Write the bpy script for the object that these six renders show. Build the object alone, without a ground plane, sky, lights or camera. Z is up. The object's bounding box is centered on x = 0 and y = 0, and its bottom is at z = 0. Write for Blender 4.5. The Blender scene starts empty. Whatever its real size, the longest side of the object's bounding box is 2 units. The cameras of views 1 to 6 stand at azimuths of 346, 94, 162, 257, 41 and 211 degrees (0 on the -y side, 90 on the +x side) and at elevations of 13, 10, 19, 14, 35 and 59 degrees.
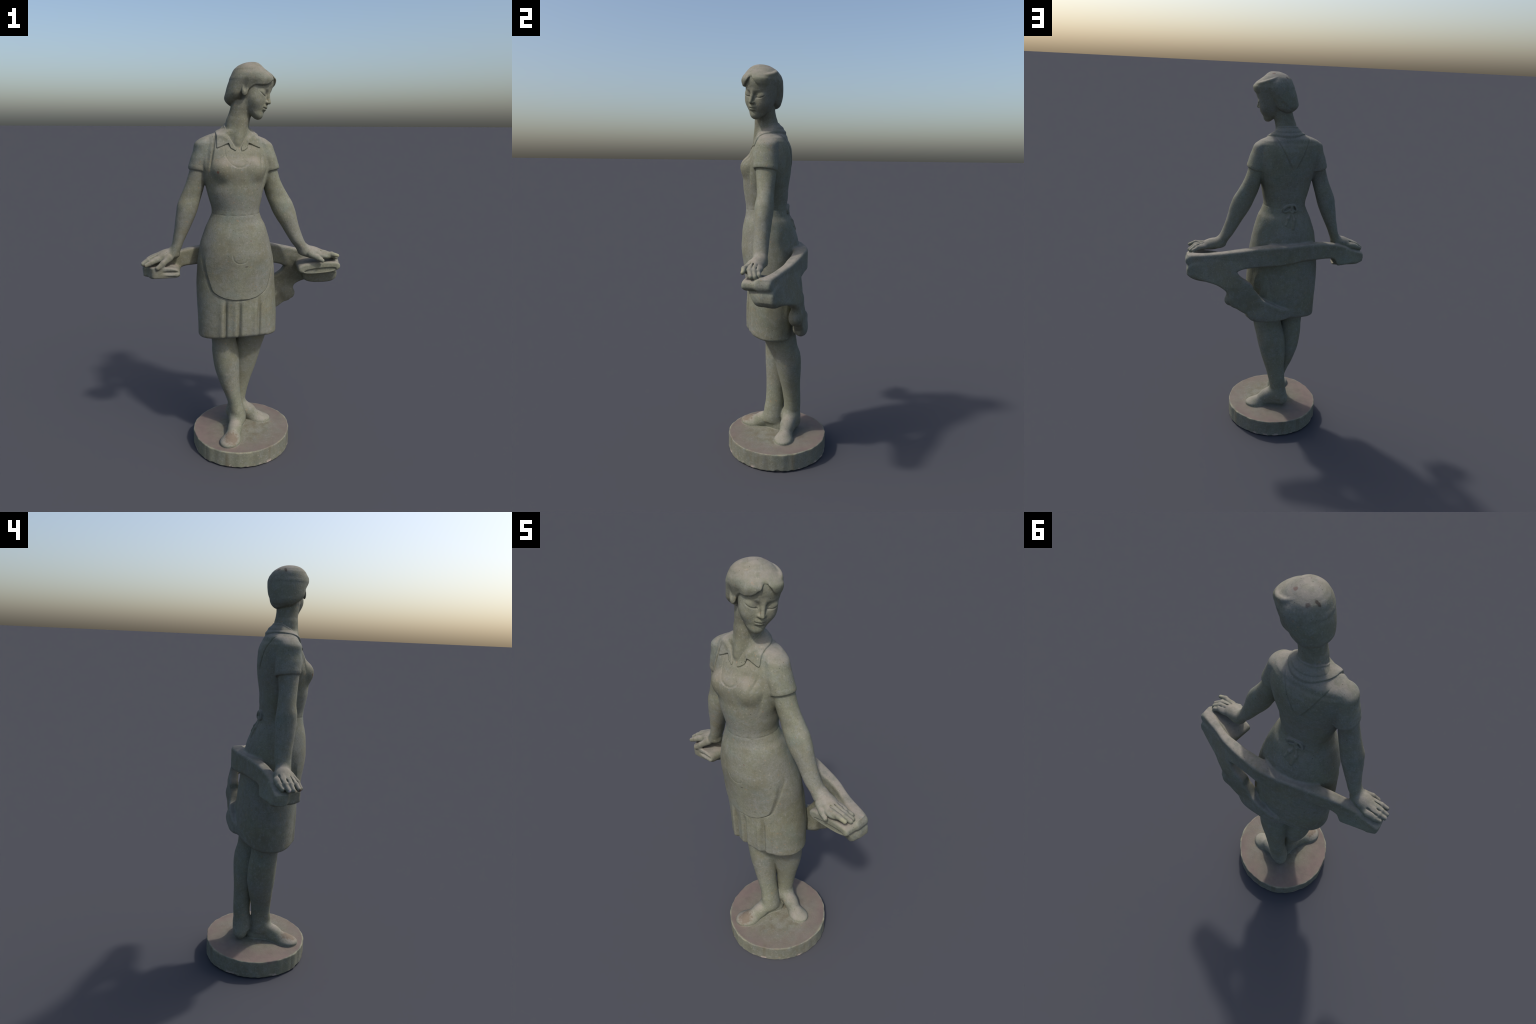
# Stone statue of a young woman in blouse, apron and skirt, holding a long folded cloth behind her.
# The whole figure is described as one implicit surface (blended lofts, ellipsoids, round cones),
# meshed once, then its faces are separated by region into named parts that share vertex normals.
import bpy, math
import numpy as np

H = 0.0028            # mesh cell size in metres
F4 = np.float32

# ----------------------------------------------------------------------------- helpers
def pchip(xs, ys, xq):
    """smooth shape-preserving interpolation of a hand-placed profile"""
    xs = np.asarray(xs, float); ys = np.asarray(ys, float)
    h = np.diff(xs); dl = np.diff(ys) / h
    m = np.zeros_like(ys)
    for i in range(1, len(xs) - 1):
        if dl[i - 1] * dl[i] > 0:
            w1 = 2 * h[i] + h[i - 1]; w2 = h[i] + 2 * h[i - 1]
            m[i] = (w1 + w2) / (w1 / dl[i - 1] + w2 / dl[i])
    m[0], m[-1] = dl[0], dl[-1]
    i = np.clip(np.searchsorted(xs, xq) - 1, 0, len(xs) - 2)
    t = np.clip((xq - xs[i]) / h[i], 0, 1)
    return ((1 + 2 * t) * (1 - t) ** 2 * ys[i] + t * (1 - t) ** 2 * h[i] * m[i]
            + t * t * (3 - 2 * t) * ys[i + 1] + t * t * (t - 1) * h[i] * m[i + 1])

class Curve1:
    """scalar profile through control points, tabulated for speed"""
    def __init__(s, *pts):
        p = sorted(pts); xs = [a for a, b in p]; ys = [b for a, b in p]
        s.x = np.linspace(xs[0], xs[-1], 300); s.y = pchip(xs, ys, s.x)
    def __call__(s, v): return np.interp(v, s.x, s.y).astype(F4)

def smin(a, b, k):
    h = np.clip(.5 + .5 * (b - a) / k, 0, 1)
    return b * (1 - h) + a * h - k * h * (1 - h)
def smax(a, b, k): return -smin(-a, -b, k)
def step(e0, e1, v):
    t = np.clip((v - e0) / (e1 - e0), 0, 1); return t * t * (3 - 2 * t)
def bump(v, c, w): return np.exp(-((v - c) / w) ** 2)

def ellip2(x, y, a, b, n=2.0):
    """approximate distance to an ellipse / superellipse with half axes a, b"""
    if isinstance(n, float) and n == 2.0:
        k0 = np.sqrt((x / a) ** 2 + (y / b) ** 2) + 1e-6
        k1 = np.sqrt((x / a ** 2) ** 2 + (y / b ** 2) ** 2) + 1e-6
        return k0 * (k0 - 1) / k1
    qx = np.abs(x / a); qy = np.abs(y / b)
    k0 = (qx ** n + qy ** n + 1e-9) ** (1 / n)
    gx = (qx / k0) ** (n - 1) / a; gy = (qy / k0) ** (n - 1) / b
    return (k0 - 1) / (np.sqrt(gx * gx + gy * gy) + 1e-6)

class Loft:
    """vertical loft; rows: z, centre x, centre y, half width a, front depth, back depth"""
    def __init__(s, rows, n=2.0, cap=.01, rot=None, nq=None, shift=(0, 0)):
        s.shift = shift
        rows = sorted(rows); z = [r[0] for r in rows]; s.z0, s.z1 = z[0], z[-1]
        s.zs = np.linspace(s.z0, s.z1, 300)
        s.t = [pchip(z, [r[j] for r in rows], s.zs) for j in range(1, len(rows[0]))]
        if len(s.t) == 4: s.t.append(s.t[3])
        s.n, s.cap = n, cap; s.rot = rot; s.nq = nq   # nq: exponent of the right-front quadrant
    def at(s, z): return [np.interp(z, s.zs, t).astype(F4) for t in s.t]
    def lateral(s, p, grow=0.0):
        cx, cy, a, bf, bb = s.at(p[:, 2])
        x = p[:, 0] - cx - s.shift[0]; y = p[:, 1] - cy - s.shift[1]
        if s.rot is not None:
            c, q = math.cos(s.rot), math.sin(s.rot); x, y = c * x + q * y, -q * x + c * y
        b = np.where(y < 0, bf, bb)
        n = s.n if s.nq is None else np.where((x < 0) & (y < 0), F4(s.nq), F4(s.n))
        return ellip2(x, y, a + grow, b + grow, n)
    def __call__(s, p, grow=0.0):
        d = s.lateral(p, grow)
        return smax(d, np.maximum(s.z0 - p[:, 2], p[:, 2] - s.z1), s.cap)

def ellipsoid(p, c, r, M=None):
    q = p - np.asarray(c, F4)
    if M is not None: q = q @ M
    r = np.asarray(r, F4)
    k0 = np.sqrt(((q / r) ** 2).sum(1)) + 1e-6
    k1 = np.sqrt(((q / r ** 2) ** 2).sum(1)) + 1e-6
    return k0 * (k0 - 1) / k1
def cone(p, a, b, ra, rb):
    """round cone (tapered capsule)"""
    a = np.asarray(a, F4); b = np.asarray(b, F4); ba = b - a
    t = np.clip(((p - a) @ ba) / (ba @ ba), 0, 1)
    return np.sqrt((((p - a) - t[:, None] * ba) ** 2).sum(1)) - (ra + (rb - ra) * t)
def chain(p, pts, k=.008):
    """smooth chain of round cones through (x, y, z, r)"""
    d = None
    for q0, q1 in zip(pts[:-1], pts[1:]):
        e = cone(p, q0[:3], q1[:3], q0[3], q1[3]); d = e if d is None else smin(d, e, k)
    return d
def box(p, c, half, r, M=None):
    q = p - np.asarray(c, F4)
    if M is not None: q = q @ M
    q = np.abs(q) - (np.asarray(half, F4) - r)
    return np.sqrt((np.maximum(q, 0) ** 2).sum(1)) + np.minimum(q.max(1), 0) - r
def frame(f, up=(0, 0, 1)):
    """columns: forward, left, up"""
    f = np.asarray(f, float); f = f / np.linalg.norm(f)
    l = np.cross(up, f); l /= np.linalg.norm(l); u = np.cross(f, l)
    return np.stack([f, l, u], 1).astype(F4)

# ----------------------------------------------------------------------------- torso and clothes
BODICE = Loft([  # z, cx, cy, half width, front, back
    (1.255, -.048, -.066, .112, .100, .096), (1.30, -.048, -.070, .1135, .106, .100), (1.33, -.048, -.072, .1185, .109, .1045),
    (1.36, -.049, -.073, .126, .113, .109), (1.40, -.051, -.075, .135, .117, .112), (1.44, -.049, -.073, .146, .121, .115),
    (1.48, -.049, -.070, .158, .126, .118), (1.52, -.050, -.067, .168, .123, .118), (1.56, -.051, -.065, .172, .106, .116),
    (1.60, -.052, -.063, .172, .088, .111), (1.63, -.054, -.062, .172, .070, .100), (1.65, -.056, -.062, .160, .062, .090),
    (1.665, -.060, -.063, .130, .060, .087), (1.68, -.054, -.066, .095, .060, .078), (1.70, -.042, -.070, .058, .056, .056)], n=2.2, nq=1.9)
SKIRT = Loft([
    (.60, -.032, -.020, .204, .145, .140), (.70, -.031, -.020, .204, .146, .142), (.75, -.031, -.020, .205, .147, .143), (.80, -.033, -.020, .205, .147, .143),
    (.85, -.036, -.022, .204, .146, .145), (.90, -.038, -.024, .203, .146, .143), (.95, -.040, -.027, .201, .147, .140), (1.00, -.040, -.030, .198, .150, .142),
    (1.05, -.042, -.036, .193, .152, .146), (1.10, -.044, -.046, .184, .148, .146), (1.15, -.047, -.054, .174, .138, .144), (1.20, -.047, -.061, .158, .128, .134),
    (1.24, -.047, -.065, .143, .116, .122), (1.27, -.049, -.069, .125, .102, .106), (1.297, -.048, -.070, .1085, .094, .095)], n=2.1, nq=1.92, cap=.004)

def hem_height(x, y): return .652 + 1.0 * np.maximum(-(y + .03), 0) ** 2 * 1.5 + 1.4 * np.maximum(y - .03, 0) ** 1.6

APRON_HALF = Curve1((.876, .015), (.882, .060), (.890, .090), (.901, .112), (.918, .134), (.965, .151), (1.037, .167), (1.10, .172), (1.2, .165), (1.31, .15))
def apron_mask(x, z):
    """signed amount inside the apron skirt outline (metres, positive inside)"""
    cx = -.043
    dx = APRON_HALF(z) - np.abs(x - cx)
    return np.minimum(dx * .8, z - .876)

def skirt(p):
    x, y, z = p.T
    d = SKIRT.lateral(p)
    front = step(-.03, -.08, y)
    low = step(.90, .80, z)
    # pleats below the apron: sharp folds, each panel rising towards its right-hand edge
    for c, w, dep in ((-.118, .008, .013), (-.050, .009, .014), (.052, .009, .011)):
        cc = c + .02 * (z - .68)
        d = d + front * low * dep * bump(x, cc, w)
        d = d - front * low * .006 * bump(x, cc - .020, .014)
    d = d + front * low * .006 * step(-.122, -.112, x) * step(-.046, -.056, x)              # narrow panel set back
    d = d - front * low * .005 * bump(x, .1, .025)
    d = d - .010 * step(.02, .09, x) * step(.03, .08, y) * step(.72, .80, z) * step(1.02, .92, z)
    # side pleats on the left, where the cloth falls
    side = step(.05, .10, x)
    d = d + side * step(.95, .85, z) * (.012 * bump(y, .072, .012) + .006 * bump(y, .1, .008))
    d = d + side * step(.9, .82, z) * .005 * bump(y, -.135, .008)
    # faint draping folds on the back
    d = d + step(.03, .08, y) * (.004 * bump(x - .25 * (z - .9), .075, .012) * step(1.0, .9, z) * step(.72, .8, z))
    # apron skirt laid on top
    m = apron_mask(x, z) * 1.0
    wid = .005 + .05 * step(1.06, 1.18, z)
    d = d - front * .0060 * step(0, 1, (m + .001) / wid)
    d = d + front * .0030 * bump(m, -.004, .004) * step(1.12, 1.06, z)
    # pocket line
    pd = np.sqrt((x + .046) ** 2 * .8 + (np.minimum(z - 1.10, 0)) ** 2)
    d = d + front * .0014 * bump(pd, .034, .003) * step(1.112, 1.10, z)
    d = smax(d, z - 1.300, .030)
    d = d + .0012 * bump(z, 1.297 + .25 * (x + .05) ** 2, .0035) * (.6 + .4 * np.sin(x * 140))
    return smax(d, hem_height(x, y) - z, .016)

def torso(p):
    x, y, z = p.T
    d = BODICE(p)
    # bust under the flat bib: one broad soft ridge with two slight swells
    d = smin(d, cone(p, (-.112, -.152, 1.508), (.018, -.152, 1.510), .030, .030), .045)
    for bx in (-.118, .022):
        d = smin(d, ellipsoid(p, (bx, -.153, 1.511), (.040, .036, .034)), .035)
    f = step(-.06, -.11, y)
    # bib: scooped neckline, slightly raised
    sd = np.sqrt(((x + .048) / .85) ** 2 + np.minimum(z - 1.60, 0) ** 2) - .075
    d = d + f * .0011 * bump(sd, 0, .004) * step(1.63, 1.60, z)
    d = d - f * .0008 * step(0, .006, sd) * step(1.48, 1.52, z)
    # creases of the blouse beside the bib straps
    w = step(1.50, 1.56, z) * f
    d = d + w * .009 * bump(x, -.163 + .22 * (z - 1.60), .0038) + w * .003 * bump(x, -.187 + .10 * (z - 1.58), .008)
    d = d + w * .003 * bump(x, .062 + .10 * (z - 1.58), .005) * step(1.62, 1.58, z)
    d = d + f * .003 * bump(x - .25 * (z - 1.45), .070, .007) * step(1.40, 1.44, z) * step(1.53, 1.49, z)
    # back yoke: straps crossing as a V
    b = step(-.03, .02, y)
    vv = np.abs(x + .058) - (z - 1.50) * .52
    d = d + b * (-.0025 * step(.006, -.002, vv) + .0035 * bump(vv, .004, .004)) * step(1.50, 1.54, z)
    # waist seam
    d = d + .0012 * bump(z, 1.297 + .25 * (x + .05) ** 2, .004) * (.6 + .4 * np.sin(x * 140))
    return d

NECK = Loft([(1.60, -.045, -.075, .058, .060), (1.66, -.042, -.073, .058, .060), (1.70, -.040, -.071, .0575, .058), (1.74, -.034, -.076, .0565, .0545),
             (1.76, -.027, -.080, .0555, .052), (1.78, -.020, -.084, .056, .052), (1.80, -.013, -.087, .058, .054), (1.83, -.005, -.088, .06, .056)])
def neck(p):
    d = NECK(p)
    # throat tendons
    d = smin(d, cone(p, (-.048, -.128, 1.635), (-.022, -.112, 1.735), .012, .014), .03)
    return d

def collar(p):
    """turn-down collar: a flap lying on the shoulders, open in front, thinning up the neck"""
    x, y, z = p.T
    cx, cy = -.043, -.066
    ang = np.arctan2(x - cx, -(y - cy))          # 0 = front, positive towards her left
    r = np.sqrt((x - cx) ** 2 + (y - cy) ** 2)
    a = np.abs(ang)
    zh = np.interp(a, [0, .4, .9, 1.4, 2.0, 3.15], [1.640, 1.660, 1.688, 1.708, 1.724, 1.728]).astype(F4)
    thick = (.0080 + .008 * step(1.0, 2.0, a)) * (.55 + .45 * step(.45, .62, a))
    over = smin(BODICE.lateral(p), NECK.lateral(p), .03) - (thick + .004) * step(0, .026, zh - z) + .004
    out = np.interp(a, [0, .3, .60, .75, 1.0, 1.12, 1.4, 1.8, 2.2, 3.15], [.088, .098, .097, .112, .125, .113, .103, .096, .090, .088]).astype(F4)
    d = smax(over, (r - out) * .9, .004)
    zl = np.interp(a, [0, .25, .48, .60, .72, 1.0, 1.12, 1.3, 1.8, 3.15], [1.594, 1.601, 1.612, 1.634, 1.630, 1.611, 1.622, 1.640, 1.655, 1.660]).astype(F4)
    d = smax(d, zl - z, .005); d = smax(d, z - zh - .002, .004)
    vee = .012 - np.abs(x - cx + .004) + np.maximum(z - 1.612, 0) * .55 - 1.6 * np.maximum(y - cy + .055, 0)
    d = smax(d, vee, .004)
    return d

def bow(p):
    """tied apron strings at the back of the waist: knot, two flattened loops, two tails"""
    M1 = frame((-.85, 0, -.5), (0, 1, 0)); M2 = frame((.5, 0, -.85), (0, 1, 0))
    d = ellipsoid(p, (-.060, .040, 1.276), (.013, .012, .013))
    for c, ax, M in (((-.036, .036, 1.296), (.028, .012, .014), M1), ((-.074, .036, 1.300), (.024, .012, .014), M2)):
        e = ellipsoid(p, c, (ax[0], ax[2], ax[1]), M)
        e = smax(e, -ellipsoid(p, (c[0], c[1] + .014, c[2]), (ax[0] * .55, .005, .010), M), .004)
        d = smin(d, e, .005)
    d = smin(d, chain(p, [(-.062, .038, 1.272, .008), (-.071, .058, 1.235, .011), (-.062, .074, 1.195, .010)]), .006)
    d = smin(d, chain(p, [(-.056, .038, 1.272, .007), (-.040, .054, 1.242, .009), (-.052, .070, 1.200, .006)]), .006)
    d = smax(d, -cone(p, (-.050, .058, 1.262), (-.055, .078, 1.215, ), .005, .006), .005)
    return d

def bow(p):
    """tied apron strings at the back of the waist"""
    d = ellipsoid(p, (-.058, .036, 1.278), (.012, .010, .012))
    def loop(c, rx, rz, tilt):
        q = p - np.asarray(c, F4); ct, st = math.cos(tilt), math.sin(tilt)
        u = q[:, 0] * ct + q[:, 2] * st; v = -q[:, 0] * st + q[:, 2] * ct
        e = np.abs(ellip2(u, v, rx, rz)) - .006
        return smax(e, np.abs(q[:, 1]) - .008, .005)
    d = smin(d, loop((-.034, .034, 1.298), .026, .013, -.5), .006)
    d = smin(d, loop((-.072, .035, 1.300), .020, .012, 1.0), .006)
    d = smin(d, chain(p, [(-.060, .036, 1.272, .007), (-.068, .056, 1.235, .009), (-.060, .072, 1.195, .008)]), .006)
    d = smin(d, chain(p, [(-.056, .036, 1.272, .006), (-.035, .052, 1.245, .007), (-.022, .066, 1.215, .005)]), .006)
    return d

# ----------------------------------------------------------------------------- arms
ARM_R = Loft(shift=(-.003, -.002), rows=[(1.08, -.352, -.010, .030, .030), (1.10, -.345, -.011, .0275, .033), (1.14, -.3285, -.010, .027, .0385), (1.18, -.316, -.014, .032, .040), (1.22, -.303, -.019, .038, .0425), (1.26, -.292, -.024, .045, .0455),
              (1.30, -.281, -.028, .050, .048), (1.34, -.272, -.032, .053, .046), (1.38, -.258, -.035, .051, .041), (1.42, -.244, -.041, .048, .041),
              (1.46, -.233, -.044, .044, .044), (1.50, -.223, -.046, .042, .048), (1.55, -.21, -.05, .040, .05), (1.60, -.195, -.052, .035, .048)])
ARM_L = Loft(shift=(-.002, -.001), rows=[(1.07, .322, -.070, .036, .034), (1.10, .306, -.072, .035, .0345), (1.14, .277, -.072, .036, .037), (1.18, .256, -.070, .040, .037), (1.22, .237, -.068, .045, .039), (1.26, .218, -.068, .053, .043),
              (1.30, .202, -.066, .059, .046), (1.34, .186, -.064, .060, .045), (1.38, .166, -.061, .056, .0415), (1.42, .148, -.062, .050, .043),
              (1.46, .134, -.062, .045, .047), (1.50, .124, -.062, .042, .05), (1.55, .108, -.062, .042, .05), (1.60, .09, -.06, .038, .045)])
SLEEVE_R = Loft([(1.490, -.221, -.044, .0525, .056), (1.52, -.2190, -.045, .0515, .059), (1.56, -.211, -.048, .050, .060), (1.60, -.202, -.052, .045, .056),
                 (1.63, -.197, -.056, .0455, .053), (1.660, -.186, -.058, .043, .045)], cap=.012)
SLEEVE_L = Loft([(1.488, .124, -.066, .0525, .056), (1.52, .119, -.068, .0505, .059), (1.56, .109, -.070, .049, .060), (1.60, .100, -.066, .044, .056),
                 (1.63, .091, -.062, .0435, .053), (1.653, .080, -.060, .042, .045)], cap=.012)
def sleeve(L, tilt, side):
    def g(p):
        x, y, z = p.T
        cx, cy, a, bf, bb = L.at(z)
        d = L.lateral(p)
        low = L.z0 + .012 + tilt * (x - cx) - .08 * (y - cy)
        d = d - .0015 * bump(z - low, .012, .010)
        d = smax(d, low - z, .005)
        d = smax(d, z - L.z1 + .25 * np.maximum((x - cx) * side, 0), .03)
        return d
    return g
def arm(L): return lambda p: L(p)

# ----------------------------------------------------------------------------- hands (list of pieces, each its own label)
HANDS = {
 'L': dict(palm=[(.318, -.072, 1.088, .031), (.352, -.086, 1.078, .024), (.405, -.098, 1.066, .017)], spread=(.047, .027), dir=(1, -.22, -.10),
   fingers=[[(.398, -.122, 1.072, .0125), (.440, -.132, 1.075, .0115), (.472, -.132, 1.066, .0085)],
            [(.405, -.105, 1.072, .0125), (.445, -.108, 1.066, .0120), (.478, -.098, 1.048, .0095)],
            [(.405, -.088, 1.070, .0120), (.443, -.090, 1.063, .0115), (.474, -.080, 1.047, .0095)],
            [(.395, -.070, 1.066, .0115), (.432, -.070, 1.060, .0105), (.460, -.063, 1.052, .0090)]],
   thumb=[(.335, -.112, 1.076, .019), (.362, -.133, 1.062, .0135), (.388, -.144, 1.047, .0095)]),
 'R': dict(palm=[(-.352, -.012, 1.092, .030), (-.385, -.008, 1.083, .024), (-.432, -.002, 1.070, .018)], spread=(.048, .026), dir=(-1, .10, -.16),
   fingers=[[(-.425, -.036, 1.068, .0130), (-.462, -.044, 1.058, .0120), (-.490, -.046, 1.046, .0095)],
            [(-.435, -.014, 1.073, .0130), (-.475, -.016, 1.062, .0120), (-.502, -.018, 1.046, .0095)],
            [(-.436, .009, 1.072, .0130), (-.474, .007, 1.061, .0120), (-.502, .002, 1.045, .0095)],
            [(-.428, .032, 1.069, .0130), (-.464, .032, 1.059, .0115), (-.490, .027, 1.047, .0090)]],
   thumb=[(-.375, -.042, 1.076, .019), (-.408, -.061, 1.055, .0135), (-.436, -.070, 1.035, .0095)])}
# lift the backs of the hands a little and set the right hand further back
def _shift(h, dv):
    mv = lambda c, k=1.0: (c[0] + dv[0] * k, c[1] + dv[1] * k, c[2] + dv[2] * k, c[3])
    h['palm'] = [mv(c) for c in h['palm']]
    h['fingers'] = [[mv(c, k) for c, k in zip(f, (1, .8, .3))] for f in h['fingers']]
    h['thumb'] = [mv(c, k) for c, k in zip(h['thumb'], (.8, .4, .1))]
_shift(HANDS['L'], (0, .002, .002)); _shift(HANDS['R'], (0, .006, .001))
def palm(h):
    M = frame(h['dir']); w, t = h['spread']
    def g(p):
        d = chain(p, h['palm'], .012)
        a, b = h['palm'][-2], h['palm'][-1]
        d = smin(d, ellipsoid(p, b[:3], (.050, w, .0215), M), .018)
        d = smin(d, ellipsoid(p, a[:3], (.045, w * .85, t), M), .018)
        # soft valleys between the knuckles
        for f0, f1 in zip(h['fingers'][:-1], h['fingers'][1:]):
            m = (np.array(f0[0][:3]) + np.array(f1[0][:3])) / 2; e = (np.array(f0[1][:3]) + np.array(f1[1][:3])) / 2
            m[2] += .013; e[2] += .009; m = m + (m - e) * .3
            d = smax(d, -cone(p, m, e, .0025, .005), .009)
        return d
    return g

# ----------------------------------------------------------------------------- legs and feet
LEG_R = Loft([(.14, -.033, -.020, .040, .052), (.17, -.034, -.021, .041, .053), (.20, -.036, -.021, .041, .0535), (.25, -.044, -.017, .040, .050), (.30, -.057, -.013, .043, .052), (.35, -.069, -.007, .051, .059),
              (.40, -.077, -.003, .059, .065), (.45, -.084, -.001, .066, .071), (.50, -.089, -.002, .069, .072), (.55, -.095, -.004, .068, .071), (.60, -.100, -.008, .064, .068), (.72, -.108, -.02, .072, .08)])
LEG_L = Loft([(.15, -.026, .077, .046, .046), (.18, -.022, .077, .046, .045), (.20, -.019, .077, .046, .044), (.25, -.011, .079, .047, .044), (.30, -.003, .076, .050, .046), (.35, .006, .071, .055, .049), (.40, .012, .065, .065, .055),
              (.45, .019, .060, .073, .062), (.50, .027, .054, .078, .068), (.55, .034, .043, .080, .074), (.60, .043, .022, .080, .079), (.64, .048, .010, .080, .085), (.72, .05, .0, .08, .085)])
def foot(heel, ankle, mid, ball, toe, half, sole, drop):
    heel, ball, toe = (np.asarray(v, F4) for v in (heel, ball, toe))
    M = frame((toe[0] - ball[0], toe[1] - ball[1], 0))
    def g(p):
        d = chain(p, [ankle, (*heel, .034)], .02)
        d = smin(d, chain(p, [ankle, mid, (*ball, .028)], .02), .025)
        d = smin(d, chain(p, [(*heel, .030), (*ball, .022)], .02), .02)
        q = (p - (ball + toe) / 2) @ M
        e = ellipsoid(p, (ball + toe) / 2, (half[0], half[1], half[2]), M)
        return smin(d, e, .025)
    return g
foot_r = foot((-.024, .014, .112), (-.036, -.026, .165, .040), (-.060, -.085, .130, .034), (-.090, -.138, .104), (-.104, -.158, .092), (.064, .053, .023), .09, 0)
foot_l = foot((-.040, .088, .138), (-.012, .072, .185, .042), (.044, .056, .150, .034), (.095, .042, .110), (.122, .036, .094), (.056, .048, .023), .09, 0)

# ----------------------------------------------------------------------------- cloth held behind
CL_OUT = Curve1((-.52, .040), (-.45, .053), (-.40, .062), (-.30, .083), (-.20, .106), (-.12, .122), (0, .141), (.06, .145), (.16, .128), (.25, .101), (.31, .078), (.37, .046), (.45, .008), (.53, -.045))
CL_THICK = Curve1((-.52, .06), (-.33, .052), (-.2, .06), (0, .08), (.17, .060), (.25, .055), (.31, .048), (.40, .045), (.53, .05))
CL_TOP = Curve1((-.52, 1.018), (-.48, 1.030), (-.44, 1.047), (-.373, 1.075), (-.309, 1.095), (-.244, 1.106), (-.10, 1.114), (.055, 1.114), (.14, 1.108), (.204, 1.096), (.287, 1.080), (.375, 1.060), (.443, 1.045), (.53, 1.030))
CL_BOT = Curve1((-.52, .985), (-.46, .968), (-.34, .968), (-.31, 1.005), (-.278, 1.013), (-.2, 1.016), (-.126, 1.018), (-.047, 1.010), (.03, 1.006), (.12, 1.003), (.17, .997), (.22, .988), (.27, .965), (.32, .95), (.53, .95))
DG_LOW = Curve1((-.10, .705), (0, .680), (.042, .676), (.107, .688), (.167, .712), (.212, .736), (.25, .762), (.280, .788), (.300, .850), (.322, .874), (.361, .895), (.412, .907), (.465, .924), (.493, .946), (.52, .975))
DG_UP = Curve1((-.10, .72), (.02, .765), (.076, .795), (.111, .812), (.140, .848), (.158, .870), (.169, .897), (.20, .922), (.237, .950), (.26, .985), (.30, 1.0), (.53, 1.0))
def cloth_wall(p):
    x, y, z = p.T
    t = CL_THICK(x) * (1 - .15 * step(.99, .88, z))
    out = CL_OUT(x) + .006 * step(.95, .75, z) * step(.25, .05, x)
    # the wall leans outwards below its upper rim at both ends
    out = out + np.clip((1.035 - z) * .24, 0, .034) * step(.12, .30, x) + np.clip((1.06 - z) * .25, 0, .02) * step(-.25, -.36, x)
    out = out - .05 * step(.93, .85, z) * step(-.02, -.14, x)
    dy = np.maximum(y - out, out - t - y) * .88
    r = .016
    top = smax((z - CL_TOP(x)) * .96, (CL_BOT(x) - z) * .96, .01)
    dia = smax((z - DG_UP(x)) * .80, (DG_LOW(x) - z) * .86, .01)
    dia = np.maximum(dia, -.16 - x)
    dz = np.maximum(smin(top, dia, .012), np.abs(x + .004) - .497)
    return smax(dy, dz, r)
def roll(p, c, a, b, half, M, tilt=0.0, r=.012):
    """flattened roll of cloth: an elliptic cylinder across the band"""
    q = (p - np.asarray(c, F4)) @ M
    u = q[:, 0] * math.cos(tilt) + q[:, 2] * math.sin(tilt); v = -q[:, 0] * math.sin(tilt) + q[:, 2] * math.cos(tilt)
    return smax(ellip2(u, v, a, b, 2.6), np.abs(q[:, 1]) - half, r)
def cloth(p):
    x, y, z = p.T
    d = cloth_wall(p)
    # --- fold under the left hand: the band turned forward and rolled under into a flat loop
    ML = frame((.985, -.17, .0))
    e = roll(p, (.392, -.056, 1.003), .110, .031, .066, ML, .08, .016)
    e = smax(e, -roll(p, (.384, -.132, .990), .082, .0115, .020, ML, .10, .006), .007)     # open end of the loop
    lo2 = roll(p, (.408, -.046, .948), .088, .046, .066, ML, .10, .016)
    lo2 = smax(lo2, (-.112 + np.maximum(.988 - z, 0) * .5 + np.maximum(.468 - x, 0) * .45 - y) * .75, .014)   # hull-like front, retreating to the wall
    lo2 = smax(lo2, -roll(p, (.455, -.112, .946), .030, .016, .012, ML, .12, .006), .010)
    e = smin(e, lo2, .005)
    e = smax(e, -ellipsoid(p, (.425, -.085, 1.046), (.065, .030, .012), ML), .012)
    d = smin(d, e, .028)
    d = smax(d, -cone(p, (.500, -.14, .976), (.516, .03, .984), .006, .008), .010)          # groove between the layers
    # --- folded end under the right hand
    MR = frame((-.985, .10, .0))
    e = roll(p, (-.414, -.006, 1.004), .092, .036, .062, MR, .05, .014)
    e = smin(e, roll(p, (-.396, -.002, .972), .075, .012, .060, MR, .08, .006), .004)
    e = smax(e, (.963 + .18 * np.clip(.03 - y, 0, .1) - z), .008)                           # slightly undercut
    e = smax(e, (-.507 + (.045 - y) * .42 - x) * .92, .012)                                 # end cut obliquely
    e = smax(e, -cone(p, (-.47, -.078, .984), (-.33, -.066, .986), .003, .006), .007)
    e = smax(e, -ellipsoid(p, (-.37, -.078, 1.010), (.045, .016, .008), MR), .008)
    e = smax(e, -ellipsoid(p, (-.42, -.030, 1.044), (.070, .030, .012), MR), .012)
    d = smin(d, e, .012)
    # --- lumps of the falling zigzag
    d = smin(d, ellipsoid(p, (.280, .094, .815), (.037, .030, .035)), .030)
    d = smin(d, ellipsoid(p, (.120, .118, .720), (.070, .034, .042)), .02)
    return d

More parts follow.
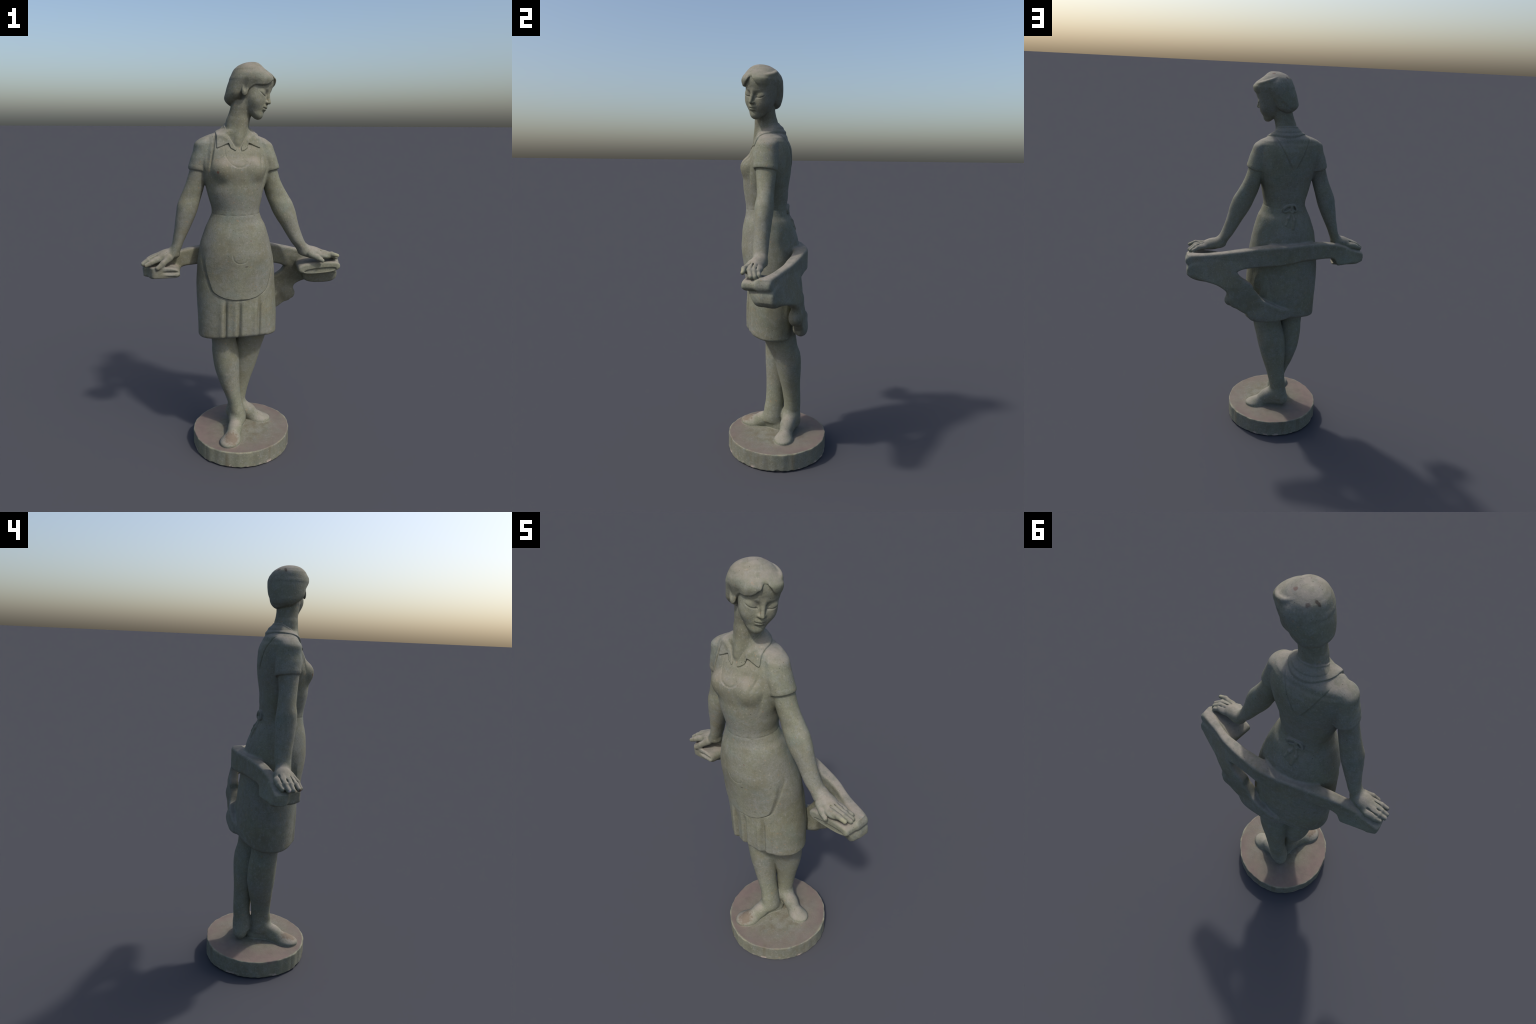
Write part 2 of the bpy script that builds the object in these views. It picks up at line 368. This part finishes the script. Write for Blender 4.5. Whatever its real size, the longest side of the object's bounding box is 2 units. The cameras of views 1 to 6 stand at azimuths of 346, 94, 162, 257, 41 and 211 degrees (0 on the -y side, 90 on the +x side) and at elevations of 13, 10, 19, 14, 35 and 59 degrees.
# ----------------------------------------------------------------------------- head
HC = np.array([.03, -.09, 1.87])
_l = np.array([.6, .77, -.2]); _l /= np.linalg.norm(_l)
_u = np.array([.3, -.07, .95]); _u -= _l * (_l @ _u); _u /= np.linalg.norm(_u)
_f = np.cross(_l, _u); _y = math.radians(6)                 # the head turns a little further to her left
_f, _l = _f * math.cos(_y) + _l * math.sin(_y), _l * math.cos(_y) - _f * math.sin(_y)
HM = np.stack([_f, _l, _u], 1).astype(F4)     # columns: face forward, her left, up
L0 = .001
def head_local(p):
    q = (p - HC.astype(F4)) @ HM; q[:, 1] -= L0; return q
FACE = Loft([  # in head frame: up, forward centre, side centre, forward half, side half  (loft axis = up)
    (-.112, .062, 0, .014, .014), (-.105, .055, 0, .025, .025), (-.095, .046, 0, .037, .036), (-.080, .035, 0, .050, .047), (-.060, .024, 0, .064, .057),
    (-.030, .012, 0, .073, .067), (0, .008, 0, .074, .074), (.03, .006, 0, .078, .077), (.06, .004, 0, .080, .078), (.10, .0, 0, .070, .072)], n=2.2, cap=.012)
HULL = Loft([
    (1.780, -.014, -.072, .064, .058), (1.80, -.008, -.076, .083, .072), (1.82, .000, -.080, .097, .081), (1.84, .007, -.082, .104, .086), (1.86, .014, -.085, .105, .092), (1.88, .021, -.087, .107, .095), (1.90, .031, -.090, .111, .098),
    (1.92, .036, -.093, .1095, .100), (1.94, .033, -.094, .098, .095), (1.96, .025, -.093, .080, .081), (1.97, .022, -.094, .069, .073), (1.98, .022, -.096, .057, .061), (1.985, .024, -.097, .050, .054), (1.99, .026, -.098, .041, .045), (1.994, .029, -.099, .032, .035), (1.997, .031, -.100, .0225, .0235), (1.9985, .032, -.1, .016, .016), (1.9996, .033, -.1, .008, .008)],
    n=2.05, cap=.002, rot=math.radians(-6), shift=(-.004, -.003))
HAIRLINE = Curve1((0, .088), (.12, .080), (.3, .060), (.55, .040), (.75, .032), (1.0, .024), (1.2, .006), (1.38, -.014), (1.55, -.020), (1.75, -.048), (2.1, -.074), (2.5, -.092), (3.2, -.098))
def hair(p):
    q = head_local(p); f, l, u = q.T
    d = HULL(p)
    phi = np.abs(np.arctan2(l, f + .01))
    hl = HAIRLINE(phi)
    # hair lies close to the head at the temples, the left side is combed flat over the ear
    d = d + .017 * step(.085, -.01, u - hl) * step(.70, 1.15, phi) * step(1.95, 1.55, phi)
    d = d + .008 * step(.02, .07, l) * step(-.07, -.02, f) * step(.06, .01, f) * step(.135, .06, u)
    d = smax(d, (hl - u) * .75, .008 + .018 * step(1.5, 2.1, phi))
    # raised cap of hair behind a line running from the crown down to the nape
    seam = (f - (.012 - .55 * (.11 - u))) * .87
    d = d + (-.0025 * step(.008, -.010, seam) + .0008 * bump(seam, .008, .006)) * step(2.0, 1.975, p[:, 2]) * (.15 + .85 * step(-.03, .03, l))
    # parting of the fringe
    d = d + .010 * bump(l, -.012, .009) * step(.05, .09, f) * step(.105, .085, u)
    d = d + .0025 * bump(l + .5 * (u - .09), -.045, .008) * step(.03, .06, f)
    return smax(d, p[:, 2] - 2.0005, .010)
def face(p):
    q = head_local(p); f, l, u = q.T
    g = q[:, [0, 1, 2]]
    d = FACE(g)
    al = np.abs(l)
    s = np.stack([f, al, u], 1)
    # brow and eye sockets, lowered lids, lashes line
    d = smax(d, -ellipsoid(s, (.094, .034, .005), (.026, .024, .012)), .016)
    d = smin(d, ellipsoid(s, (.0575, .037, .005), (.018, .021, .0115)), .014)
    lash = u - (-.0055 + 10.0 * np.maximum(al - .032, 0) ** 2)
    d = d + (.0040 - .04 * np.maximum(al - .03, 0)) * bump(lash, 0, .0026) * step(.014, .020, al) * step(.066, .054, al) * step(.03, .05, f)
    # nose
    n = chain(q, [(.074, 0, .024, .0085), (.085, 0, .0, .0070), (.0995, 0, -.024, .0080)], .006)
    n = smin(n, ellipsoid(s, (.089, .0075, -.0275), (.010, .0070, .0060)), .006)
    d = smin(d, n, .013)
    # cheeks, lips, chin
    d = smin(d, ellipsoid(s, (.048, .037, -.030), (.026, .026, .028)), .03)
    d = smin(d, ellipsoid(q, (.086, 0, -.0490), (.0105, .018, .0065)), .012)
    d = smin(d, ellipsoid(q, (.0825, 0, -.0615), (.0105, .014, .0065)), .012)
    d = d + .0022 * bump(u, -.0555 - 2.0 * l * l, .0020) * step(.023, .017, al) * step(.05, .07, f)
    d = d + .002 * bump(u, -.073, .006) * step(.02, .01, al) * step(.05, .07, f)
    d = smin(d, ellipsoid(q, (.067, 0, -.092), (.018, .020, .016)), .02)
    return d
EARM = frame((.25, 0, .97), (0, 1, 0))
def ear(side):
    def g(p):
        q = head_local(p); q = q * np.asarray((1, side, 1), F4)
        c = np.array([-.002, .0865, -.007])
        ct, st = math.cos(.22), math.sin(.22)
        v = q - c.astype(F4)
        a = v[:, 0] * ct + v[:, 2] * st; b = -v[:, 0] * st + v[:, 2] * ct
        e = np.stack([a, v[:, 1] * .94 + a * .3, b], 1)
        d = ellipsoid(e, (0, 0, 0), (.0150, .010, .0325))
        d = smax(d, -ellipsoid(e, (.004, .0115, .005), (.0080, .0085, .020)), .004)
        return d
    return g

# ----------------------------------------------------------------------------- base
def base(p):
    x, y, z = p.T
    r = np.sqrt((x + .008) ** 2 + y * y); th = np.arctan2(y, x + .008)
    wob = .0022 * np.sin(3 * th + 1) + .0014 * np.sin(7 * th + .4) + .0009 * np.sin(17 * th) + .0007 * np.sin(31 * th + 2)
    top = .0905 + .012 * x + .008 * y + .0015 * np.sin(9 * x + 4) * np.cos(8 * y)
    # low mound where the feet stand
    top = top + .013 * np.exp(-(((x - .00) / .13) ** 2 + ((y - .01) / .13) ** 2))
    d = smax(r - (.2615 + wob), z - top, .005)
    # chipped lower edge
    chip = .006 + .010 * np.maximum(0, np.sin(5 * th + 1.3) * np.sin(13 * th + .6)) ** 2 + .004 * np.sin(23 * th) ** 2
    return smax(d, .0005 - z + np.maximum(r - .252, 0) * chip * 60, .003)

# ----------------------------------------------------------------------------- assembly: label, parent label, function, blend, bounds
PARTS = []
def add(name, fn, k, lo, hi, parent=None): PARTS.append(dict(name=name, fn=fn, k=k, lo=np.array(lo), hi=np.array(hi), parent=parent))
add('torso', torso, .010, (-.25, -.22, 1.24), (.16, .07, 1.72))
add('skirt', skirt, .028, (-.26, -.21, .62), (.19, .15, 1.31))
add('neck', neck, .010, (-.12, -.15, 1.59), (.07, -.0, 1.84))
add('collar', collar, .003, (-.19, -.19, 1.58), (.11, .06, 1.73))
add('apron_bow', bow, .004, (-.11, .01, 1.17), (.01, .09, 1.34))
add('face', face, .010, (-.08, -.23, 1.73), (.18, .02, 2.0))
add('hair', hair, .004, (-.13, -.23, 1.77), (.2, .05, 2.02))
add('ear', ear(-1), .004, (-.08, -.21, 1.82), (.03, -.12, 1.93))
add('arm', arm(ARM_R), .012, (-.40, -.11, 1.06), (-.14, .03, 1.62))
add('arm', arm(ARM_L), .012, (.04, -.13, 1.05), (.38, .0, 1.62))
add('sleeve', sleeve(SLEEVE_R, -.20, -1), .008, (-.29, -.13, 1.48), (-.12, .03, 1.67))
add('sleeve', sleeve(SLEEVE_L, .20, 1), .008, (.02, -.14, 1.47), (.19, .01, 1.67))
for s in 'RL':
    h = HANDS[s]; P0 = np.array([f[-1][:3] for f in h['fingers']] + [h['palm'][0][:3], h['thumb'][-1][:3]])
    hl = len(PARTS); add('hand', palm(h), .014, P0.min(0) - .06, P0.max(0) + .06)
    for f in h['fingers']:
        a = np.array([c[:3] for c in f]); add('finger', (lambda f: lambda p: [chain(p, [(*c[:3], c[3] + .0006) for c in f], .004)][0])(f), .0065, a.min(0) - .02, a.max(0) + .02, hl)
    a = np.array([c[:3] for c in h['thumb']]); add('thumb', (lambda f: lambda p: chain(p, f, .006))(h['thumb']), .007, a.min(0) - .03, a.max(0) + .03, hl)
add('leg', lambda p: LEG_R(p), .012, (-.20, -.11, .12), (.0, .10, .73))
add('leg', lambda p: LEG_L(p), .006, (-.09, -.10, .13), (.15, .14, .73))
add('foot', foot_r, .014, (-.18, -.25, .03), (.05, .08, .24))
add('foot', foot_l, .014, (-.11, -.04, .03), (.20, .15, .26))
add('draped_cloth', cloth, .012, (-.53, -.17, .63), (.54, .19, 1.14))
add('base', base, .008, (-.28, -.28, -.02), (.28, .28, .13))

def field(p, want_label=False):
    lo = p.min(0) - .035; hi = p.max(0) + .035
    d = None; best = np.full(len(p), 9, F4); lab = np.zeros(len(p), np.int16)
    for i, g in enumerate(PARTS):
        if np.any(g['hi'] < lo) or np.any(g['lo'] > hi): continue
        e = g['fn'](p).astype(F4)
        if want_label:
            m = e < best; best[m] = e[m]; lab[m] = i
        d = e if d is None else smin(d, e, g['k'])
    if d is None: d = np.full(len(p), .2, F4)
    return (d, lab) if want_label else d

# ----------------------------------------------------------------------------- meshing (surface nets on sparse blocks)
def build():
    N = 16; lo = np.array([-.545, -.29, -.03]); hi = np.array([.555, .29, 2.03])
    nb = np.ceil((hi - lo) / (N * H)).astype(int)
    # coarse scan: blocks of 4 cells grouped
    bi = np.stack(np.meshgrid(*[np.arange(n) for n in nb], indexing='ij'), -1).reshape(-1, 3)
    ctr = (lo + (bi + .5) * N * H).astype(F4)
    active = np.zeros(len(bi), bool); rad = N * H * .87
    for c in range(0, nb[2]):
        m = np.where(bi[:, 2] == c)[0]
        # local batches keep bounding-box culling effective
        for xs in np.array_split(m, max(1, len(m) // 60)):
            active[xs] = np.abs(field(ctr[xs])) < rad * 1.4 + .010
    g1 = np.arange(N + 1); loc = np.stack(np.meshgrid(g1, g1, g1, indexing='ij'), -1).reshape(-1, 3)
    vid = {}; V = []; faces = []
    ax = np.eye(3, dtype=int)
    keys_all = []; pos_all = []; quads = []
    S = (nb * N + 2)
    def key(c): return (c[:, 0] * S[1] + c[:, 1]) * S[2] + c[:, 2]
    corner = np.stack(np.meshgrid([0, 1], [0, 1], [0, 1], indexing='ij'), -1).reshape(-1, 3)
    edges = [(a, b) for a in range(8) for b in range(a + 1, 8) if np.abs(corner[a] - corner[b]).sum() == 1]
    for b in bi[active]:
        base_i = b * N
        pts = (lo + (base_i + loc) * H).astype(F4)
        v = field(pts)
        if v.min() > 0 or v.max() < 0: continue
        v = v.reshape(N + 1, N + 1, N + 1)
        cv = np.stack([v[c[0]:N + c[0], c[1]:N + c[1], c[2]:N + c[2]] for c in corner], -1)
        neg = cv < 0; cross = neg.any(-1) & ~neg.all(-1)
        ci = np.argwhere(cross)
        if len(ci) == 0: continue
        w = cv[cross]; acc = np.zeros((len(ci), 3)); cnt = np.zeros(len(ci))
        for a, c in edges:
            m = (w[:, a] < 0) != (w[:, c] < 0); t = w[m, a] / (w[m, a] - w[m, c])
            acc[m] += corner[a] + t[:, None] * (corner[c] - corner[a]); cnt[m] += 1
        keys_all.append(key(ci + base_i)); pos_all.append(lo + (base_i + ci + acc / cnt[:, None]) * H)
        # quads for edges starting at grid points of this block (owned edges: start index < N)
        for d in range(3):
            o1, o2 = [(1, 2), (2, 0), (0, 1)][d]
            s0 = v[:N, :N, :N]; s1 = v[1 if d == 0 else 0:N + (d == 0), 1 if d == 1 else 0:N + (d == 1), 1 if d == 2 else 0:N + (d == 2)]
            m = (s0 < 0) != (s1 < 0); e = np.argwhere(m)
            if len(e) == 0: continue
            flip = s0[m] >= 0
            g = e + base_i
            q = np.stack([key(g - ax[o1] - ax[o2]), key(g - ax[o2]), key(g), key(g - ax[o1])], 1)
            q[flip] = q[flip][:, ::-1]
            quads.append(q)
    K = np.concatenate(keys_all); P = np.concatenate(pos_all); Q = np.concatenate(quads)
    order = np.argsort(K); K = K[order]; P = P[order]
    idx = np.searchsorted(K, Q); idx = np.clip(idx, 0, len(K) - 1)
    ok = (K[idx] == Q).all(1); idx = idx[ok]
    # project on the surface, gather normals and labels, block by block
    P = P.astype(F4); Nrm = np.zeros_like(P); Lab = np.zeros(len(P), np.int16)
    cell = np.floor((P - lo) / (N * H * 1.0)).astype(int); bk = (cell[:, 0] * 1000 + cell[:, 1]) * 1000 + cell[:, 2]
    o = np.argsort(bk, kind='stable'); cuts = np.where(np.diff(bk[o]))[0] + 1
    E = .0011
    off = np.array([[1, 1, 1], [1, -1, -1], [-1, 1, -1], [-1, -1, 1]], F4)
    def grad(p):
        n = len(p); f = field(np.concatenate([p + E * o_ for o_ in off])).reshape(4, n)
        return (f[:, :, None] * off[:, None, :]).sum(0) / (4 * E)
    for ch in np.split(o, cuts):
        p = P[ch].copy()
        for it in range(2):
            g = grad(p); d = field(p)
            stepv = (d / np.maximum((g * g).sum(1), .05))[:, None] * g
            ln = np.linalg.norm(stepv, axis=1, keepdims=True); stepv *= np.minimum(1, .0018 / np.maximum(ln, 1e-9))
            p = p - stepv
        g = grad(p); Nrm[ch] = g / np.maximum(np.linalg.norm(g, axis=1, keepdims=True), 1e-9)
        Lab[ch] = field(p, True)[1]; P[ch] = p
    return P, idx, Nrm, Lab

P, Q, NRM, LAB = build()
P[:, 2] = np.maximum(P[:, 2], 0)

# ----------------------------------------------------------------------------- materials
def mat_stone(name, is_base=False):
    m = bpy.data.materials.new(name); m.use_nodes = True
    nt = m.node_tree; nt.nodes.clear(); L = nt.links
    def nd(t, **kw):
        n = nt.nodes.new(t)
        for k, v in kw.items():
            if k in n.inputs.keys(): n.inputs[k].default_value = v
            else: setattr(n, k, v)
        return n
    out = nd('ShaderNodeOutputMaterial'); bs = nd('ShaderNodeBsdfPrincipled'); L.new(bs.outputs[0], out.inputs[0])
    bs.inputs['Roughness'].default_value = .85; bs.inputs['Specular IOR Level'].default_value = .25
    co = nd('ShaderNodeTexCoord'); OBJ = co.outputs['Object']
    def noise(scale, detail=4, rough=.55, lo=.4, hi=.6):
        n = nd('ShaderNodeTexNoise'); n.inputs['Scale'].default_value = scale; n.inputs['Detail'].default_value = detail; n.inputs['Roughness'].default_value = rough
        L.new(OBJ, n.inputs['Vector'])
        r = nd('ShaderNodeMapRange'); r.inputs['From Min'].default_value = lo; r.inputs['From Max'].default_value = hi
        L.new(n.outputs['Fac'], r.inputs['Value']); return r.outputs[0]
    def mix(fac, a, b, blend='MIX'):
        n = nd('ShaderNodeMix'); n.data_type = 'RGBA'; n.blend_type = blend
        for s, i in ((fac, 0), (a, 6), (b, 7)):
            if isinstance(s, (int, float)): n.inputs[i].default_value = s
            elif isinstance(s, tuple): n.inputs[i].default_value = (*s, 1)
            else: L.new(s, n.inputs[i])
        return n.outputs[2]
    def math_(op, a, b=None, c=None):
        n = nd('ShaderNodeMath'); n.operation = op
        for i, s in enumerate((a, b, c)):
            if s is None: continue
            if isinstance(s, (int, float)): n.inputs[i].default_value = s
            else: L.new(s, n.inputs[i])
        return n.outputs[0]
    def scale01(f, k): return math_('MULTIPLY', f, k)
    green = (.180, .186, .134); grey = (.182, .185, .158); olive = (.162, .152, .100); teal = (.136, .168, .146); dust = (.300, .262, .228)
    col = mix(noise(5), green, grey)
    col = mix(scale01(noise(9, 5, .6, .50, .66), .65), col, olive)
    col = mix(scale01(noise(7.3, 5, .6, .52, .68), .55), col, teal)
    col = mix(scale01(noise(3.1, 6, .62, .50, .64), .55), col, (.118, .112, .078))
    # mottling in several sizes, pale grains, rusty specks
    col = mix(scale01(noise(34, 5, .65, .46, .62), .40), col, (.130, .128, .088))
    col = mix(scale01(noise(48, 5, .65, .52, .66), .40), col, (.205, .215, .205))
    col = mix(scale01(noise(150, 3, .6, .45, .62), .35), col, (.110, .114, .086))
    col = mix(scale01(noise(95, 4, .7, .58, .70), .50), col, (.300, .285, .225))
    col = mix(scale01(noise(60, 3, .6, .66, .72), .55), col, (.270, .180, .105))
    # settled dust on surfaces that look up
    geo = nd('ShaderNodeNewGeometry'); sx = nd('ShaderNodeSeparateXYZ'); L.new(geo.outputs['Normal'], sx.inputs[0])
    up = nd('ShaderNodeMapRange'); up.inputs['From Min'].default_value = .35; up.inputs['From Max'].default_value = .95; L.new(sx.outputs['Z'], up.inputs['Value'])
    dn = math_('MULTIPLY', up.outputs[0], noise(22, 4, .6, .25, .6))
    if not is_base: col = mix(scale01(dn, .60), col, dust)
    # pits
    vo = nd('ShaderNodeTexVoronoi'); vo.inputs['Scale'].default_value = 75; L.new(OBJ, vo.inputs['Vector'])
    pit = nd('ShaderNodeMapRange'); pit.inputs['From Min'].default_value = .16; pit.inputs['From Max'].default_value = .08; L.new(vo.outputs['Distance'], pit.inputs['Value'])
    wn = nd('ShaderNodeSeparateColor'); L.new(vo.outputs['Color'], wn.inputs[0])
    pm = math_('MULTIPLY', pit.outputs[0], math_('GREATER_THAN', wn.outputs[0], .80))
    col = mix(scale01(pm, .75), col, (.045, .045, .035))
    def spot(c, r, colr, stretch=(1, 1, 1), amt=.85):
        mp = nd('ShaderNodeMapping'); mp.vector_type = 'POINT'
        mp.inputs['Location'].default_value = tuple(-a * s for a, s in zip(c, stretch)); mp.inputs['Scale'].default_value = stretch
        L.new(OBJ, mp.inputs['Vector'])
        ln = nd('ShaderNodeVectorMath'); ln.operation = 'LENGTH'; L.new(mp.outputs[0], ln.inputs[0])
        nn = nd('ShaderNodeTexNoise'); nn.inputs['Scale'].default_value = 90; L.new(OBJ, nn.inputs['Vector'])
        dd = math_('ADD', ln.outputs['Value'], math_('MULTIPLY', math_('SUBTRACT', nn.outputs['Fac'], .5), r * 1.2))
        mr = nd('ShaderNodeMapRange'); mr.inputs['From Min'].default_value = r * 1.15; mr.inputs['From Max'].default_value = r * .75; L.new(dd, mr.inputs['Value'])
        return scale01(mr.outputs[0], amt), colr
    if not is_base:
        for a in (((-.038, -.060, 1.966), .008, (.06, .045, .035), (.55, 1.3, .55)), ((-.151, -.185, 1.504), .006, (.12, .05, .035)), ((.005, -.195, 1.177), .005, (.13, .055, .04)),
                  ((-.048, -.185, 1.527), .007, (.14, .08, .06)), ((-.14, -.165, .73), .005, (.14, .07, .05)), ((.03, -.13, 1.975), .010, (.16, .11, .09)), ((.045, -.06, 1.985), .009, (.15, .10, .085)),
                  ((-.095, -.160, .115), .034, (.135, .098, .066), (1, .7, 1), .7), ((.075, .055, 1.55), .006, (.12, .06, .045)), ((-.02, -.03, 1.975), .011, (.10, .08, .07)),
                  ((-.482, .056, .990), .008, (.40, .37, .37)), ((-.510, .002, 1.046), .006, (.42, .36, .35)), ((-.497, -.046, 1.046), .006, (.13, .06, .04)),
                  ((.470, -.136, 1.072), .013, (.30, .29, .18), (.7, 1, 1), .4), ((.03, -.175, .92), .006, (.08, .075, .055)), ((-.02, -.19, 1.05), .008, (.08, .075, .055), (1, 1, 2))):
            fac, c = spot(*a); col = mix(fac, col, c)
    else:
        sp = nd('ShaderNodeSeparateXYZ'); L.new(OBJ, sp.inputs[0])
        sxx = math_('ADD', sp.outputs[0], .008)
        rr = math_('SQRT', math_('ADD', math_('MULTIPLY', sxx, sxx), math_('MULTIPLY', sp.outputs[1], sp.outputs[1])))
        edge = math_('ADD', rr, math_('MULTIPLY', math_('SUBTRACT', noise(30, 4, .6, 0, 1), .5), .018))
        ringm = nd('ShaderNodeMapRange'); ringm.inputs['From Min'].default_value = .260; ringm.inputs['From Max'].default_value = .254; L.new(edge, ringm.inputs['Value'])
        topz = math_('SUBTRACT', sp.outputs[2], math_('MULTIPLY', sp.outputs[0], .012))
        tm = nd('ShaderNodeMapRange'); tm.inputs['From Min'].default_value = .074; tm.inputs['From Max'].default_value = .082; L.new(topz, tm.inputs['Value'])
        # worn pigment: thinner around the feet
        mp = nd('ShaderNodeMapping'); mp.inputs['Location'].default_value = (-.02, .03, 0); mp.inputs['Scale'].default_value = (1, 1, 0); L.new(OBJ, mp.inputs['Vector'])
        ln = nd('ShaderNodeVectorMath'); ln.operation = 'LENGTH'; L.new(mp.outputs[0], ln.inputs[0])
        wear = nd('ShaderNodeMapRange'); wear.inputs['From Min'].default_value = .10; wear.inputs['From Max'].default_value = .25; wear.inputs['To Min'].default_value = .15
        L.new(math_('ADD', ln.outputs['Value'], math_('MULTIPLY', math_('SUBTRACT', noise(12, 4, .6, 0, 1), .5), .17)), wear.inputs['Value'])
        fac = math_('MULTIPLY', math_('MULTIPLY', ringm.outputs[0], tm.outputs[0]), wear.outputs[0])
        purple = mix(noise(16, 5, .6, .35, .65), (.165, .126, .110), (.132, .104, .092))
        purple = mix(scale01(noise(7, 6, .65, .48, .66), .55), purple, (.178, .158, .120))
        col = mix(fac, col, purple)
        # bright worn rim and brown drips down the side
        rim = nd('ShaderNodeMapRange'); rim.inputs['From Min'].default_value = .254; rim.inputs['From Max'].default_value = .259; L.new(rr, rim.inputs['Value'])
        rz = nd('ShaderNodeMapRange'); rz.inputs['From Min'].default_value = .078; rz.inputs['From Max'].default_value = .088; L.new(topz, rz.inputs['Value'])
        col = mix(scale01(math_('MULTIPLY', rim.outputs[0], math_('MULTIPLY', rz.outputs[0], noise(26, 4, .6, .45, .60))), .55), col, (.270, .250, .170))
        dm = nd('ShaderNodeMapping'); dm.inputs['Scale'].default_value = (1, 1, .12); L.new(OBJ, dm.inputs['Vector'])
        dn2 = nd('ShaderNodeTexNoise'); dn2.inputs['Scale'].default_value = 24; dn2.inputs['Detail'].default_value = 5; L.new(dm.outputs[0], dn2.inputs['Vector'])
        dr = nd('ShaderNodeMapRange'); dr.inputs['From Min'].default_value = .54; dr.inputs['From Max'].default_value = .68; L.new(dn2.outputs['Fac'], dr.inputs['Value'])
        inv = math_('SUBTRACT', 1.0, fac)
        col = mix(scale01(math_('MULTIPLY', dr.outputs[0], inv), .55), col, (.105, .085, .050))
        # pale fresh chips on the lower edge
        cz = nd('ShaderNodeMapRange'); cz.inputs['From Min'].default_value = .022; cz.inputs['From Max'].default_value = .006; L.new(sp.outputs[2], cz.inputs['Value'])
        cm = math_('MULTIPLY', cz.outputs[0], noise(22, 3, .5, .55, .60)); col = mix(scale01(cm, .9), col, (.42, .34, .30))
    L.new(col, bs.inputs['Base Color'])
    bp = nd('ShaderNodeBump'); bp.inputs['Strength'].default_value = .25; bp.inputs['Distance'].default_value = .004
    hgt = math_('SUBTRACT', math_('ADD', noise(160, 4, .6, 0, 1), scale01(noise(45, 3, .5, 0, 1), .8)), scale01(pm, .8))
    L.new(hgt, bp.inputs['Height']); L.new(bp.outputs[0], bs.inputs['Normal'])
    return m
STONE = mat_stone('weathered_green_stone'); BASEM = mat_stone('weathered_base_stone', True)

# ----------------------------------------------------------------------------- objects
root = bpy.data.objects.new('woman_statue', None); bpy.context.scene.collection.objects.link(root)
root['label'] = 'weathered green stone statue of a woman holding cloth behind her'
root['category'] = 'garden statue'

lab4 = LAB[Q]                                  # face label: majority of its corners
flab = np.array(lab4[:, 0])
for j in range(1, 4):
    flab = np.where((lab4 == flab[:, None]).sum(1) >= 2, flab, lab4[:, j])
# apron: the faces of torso and skirt inside the apron outline
ctr = P[Q].mean(1); APRON = len(PARTS)
isk = [i for i, g in enumerate(PARTS) if g['name'] == 'skirt'][0]
mask = (flab == isk) & (ctr[:, 1] < -.05) & (apron_mask(ctr[:, 0], ctr[:, 2]) > 0)
flab = np.where(mask, APRON, flab)
PARTS.append(dict(name='apron', parent=None))
objs = {}
for i, g in enumerate(PARTS):
    fq = Q[flab == i]
    if len(fq) == 0: continue
    used, inv = np.unique(fq, return_inverse=True); inv = inv.reshape(fq.shape)
    me = bpy.data.meshes.new(g['name'])
    me.vertices.add(len(used)); me.vertices.foreach_set('co', P[used].ravel())
    me.loops.add(inv.size); me.loops.foreach_set('vertex_index', inv.ravel().astype(np.int32))
    me.polygons.add(len(fq)); me.polygons.foreach_set('loop_start', (np.arange(len(fq)) * 4).astype(np.int32))
    me.update(calc_edges=True)
    me.polygons.foreach_set('use_smooth', np.ones(len(fq), bool))
    me.normals_split_custom_set_from_vertices([tuple(map(float, n)) for n in NRM[used]])
    me.materials.append(BASEM if g['name'] == 'base' else STONE)
    ob = bpy.data.objects.new(g['name'], me); bpy.context.scene.collection.objects.link(ob)
    objs[i] = ob
for i, ob in objs.items():
    pa = PARTS[i]['parent']; ob.parent = objs.get(pa, root) if pa is not None else root
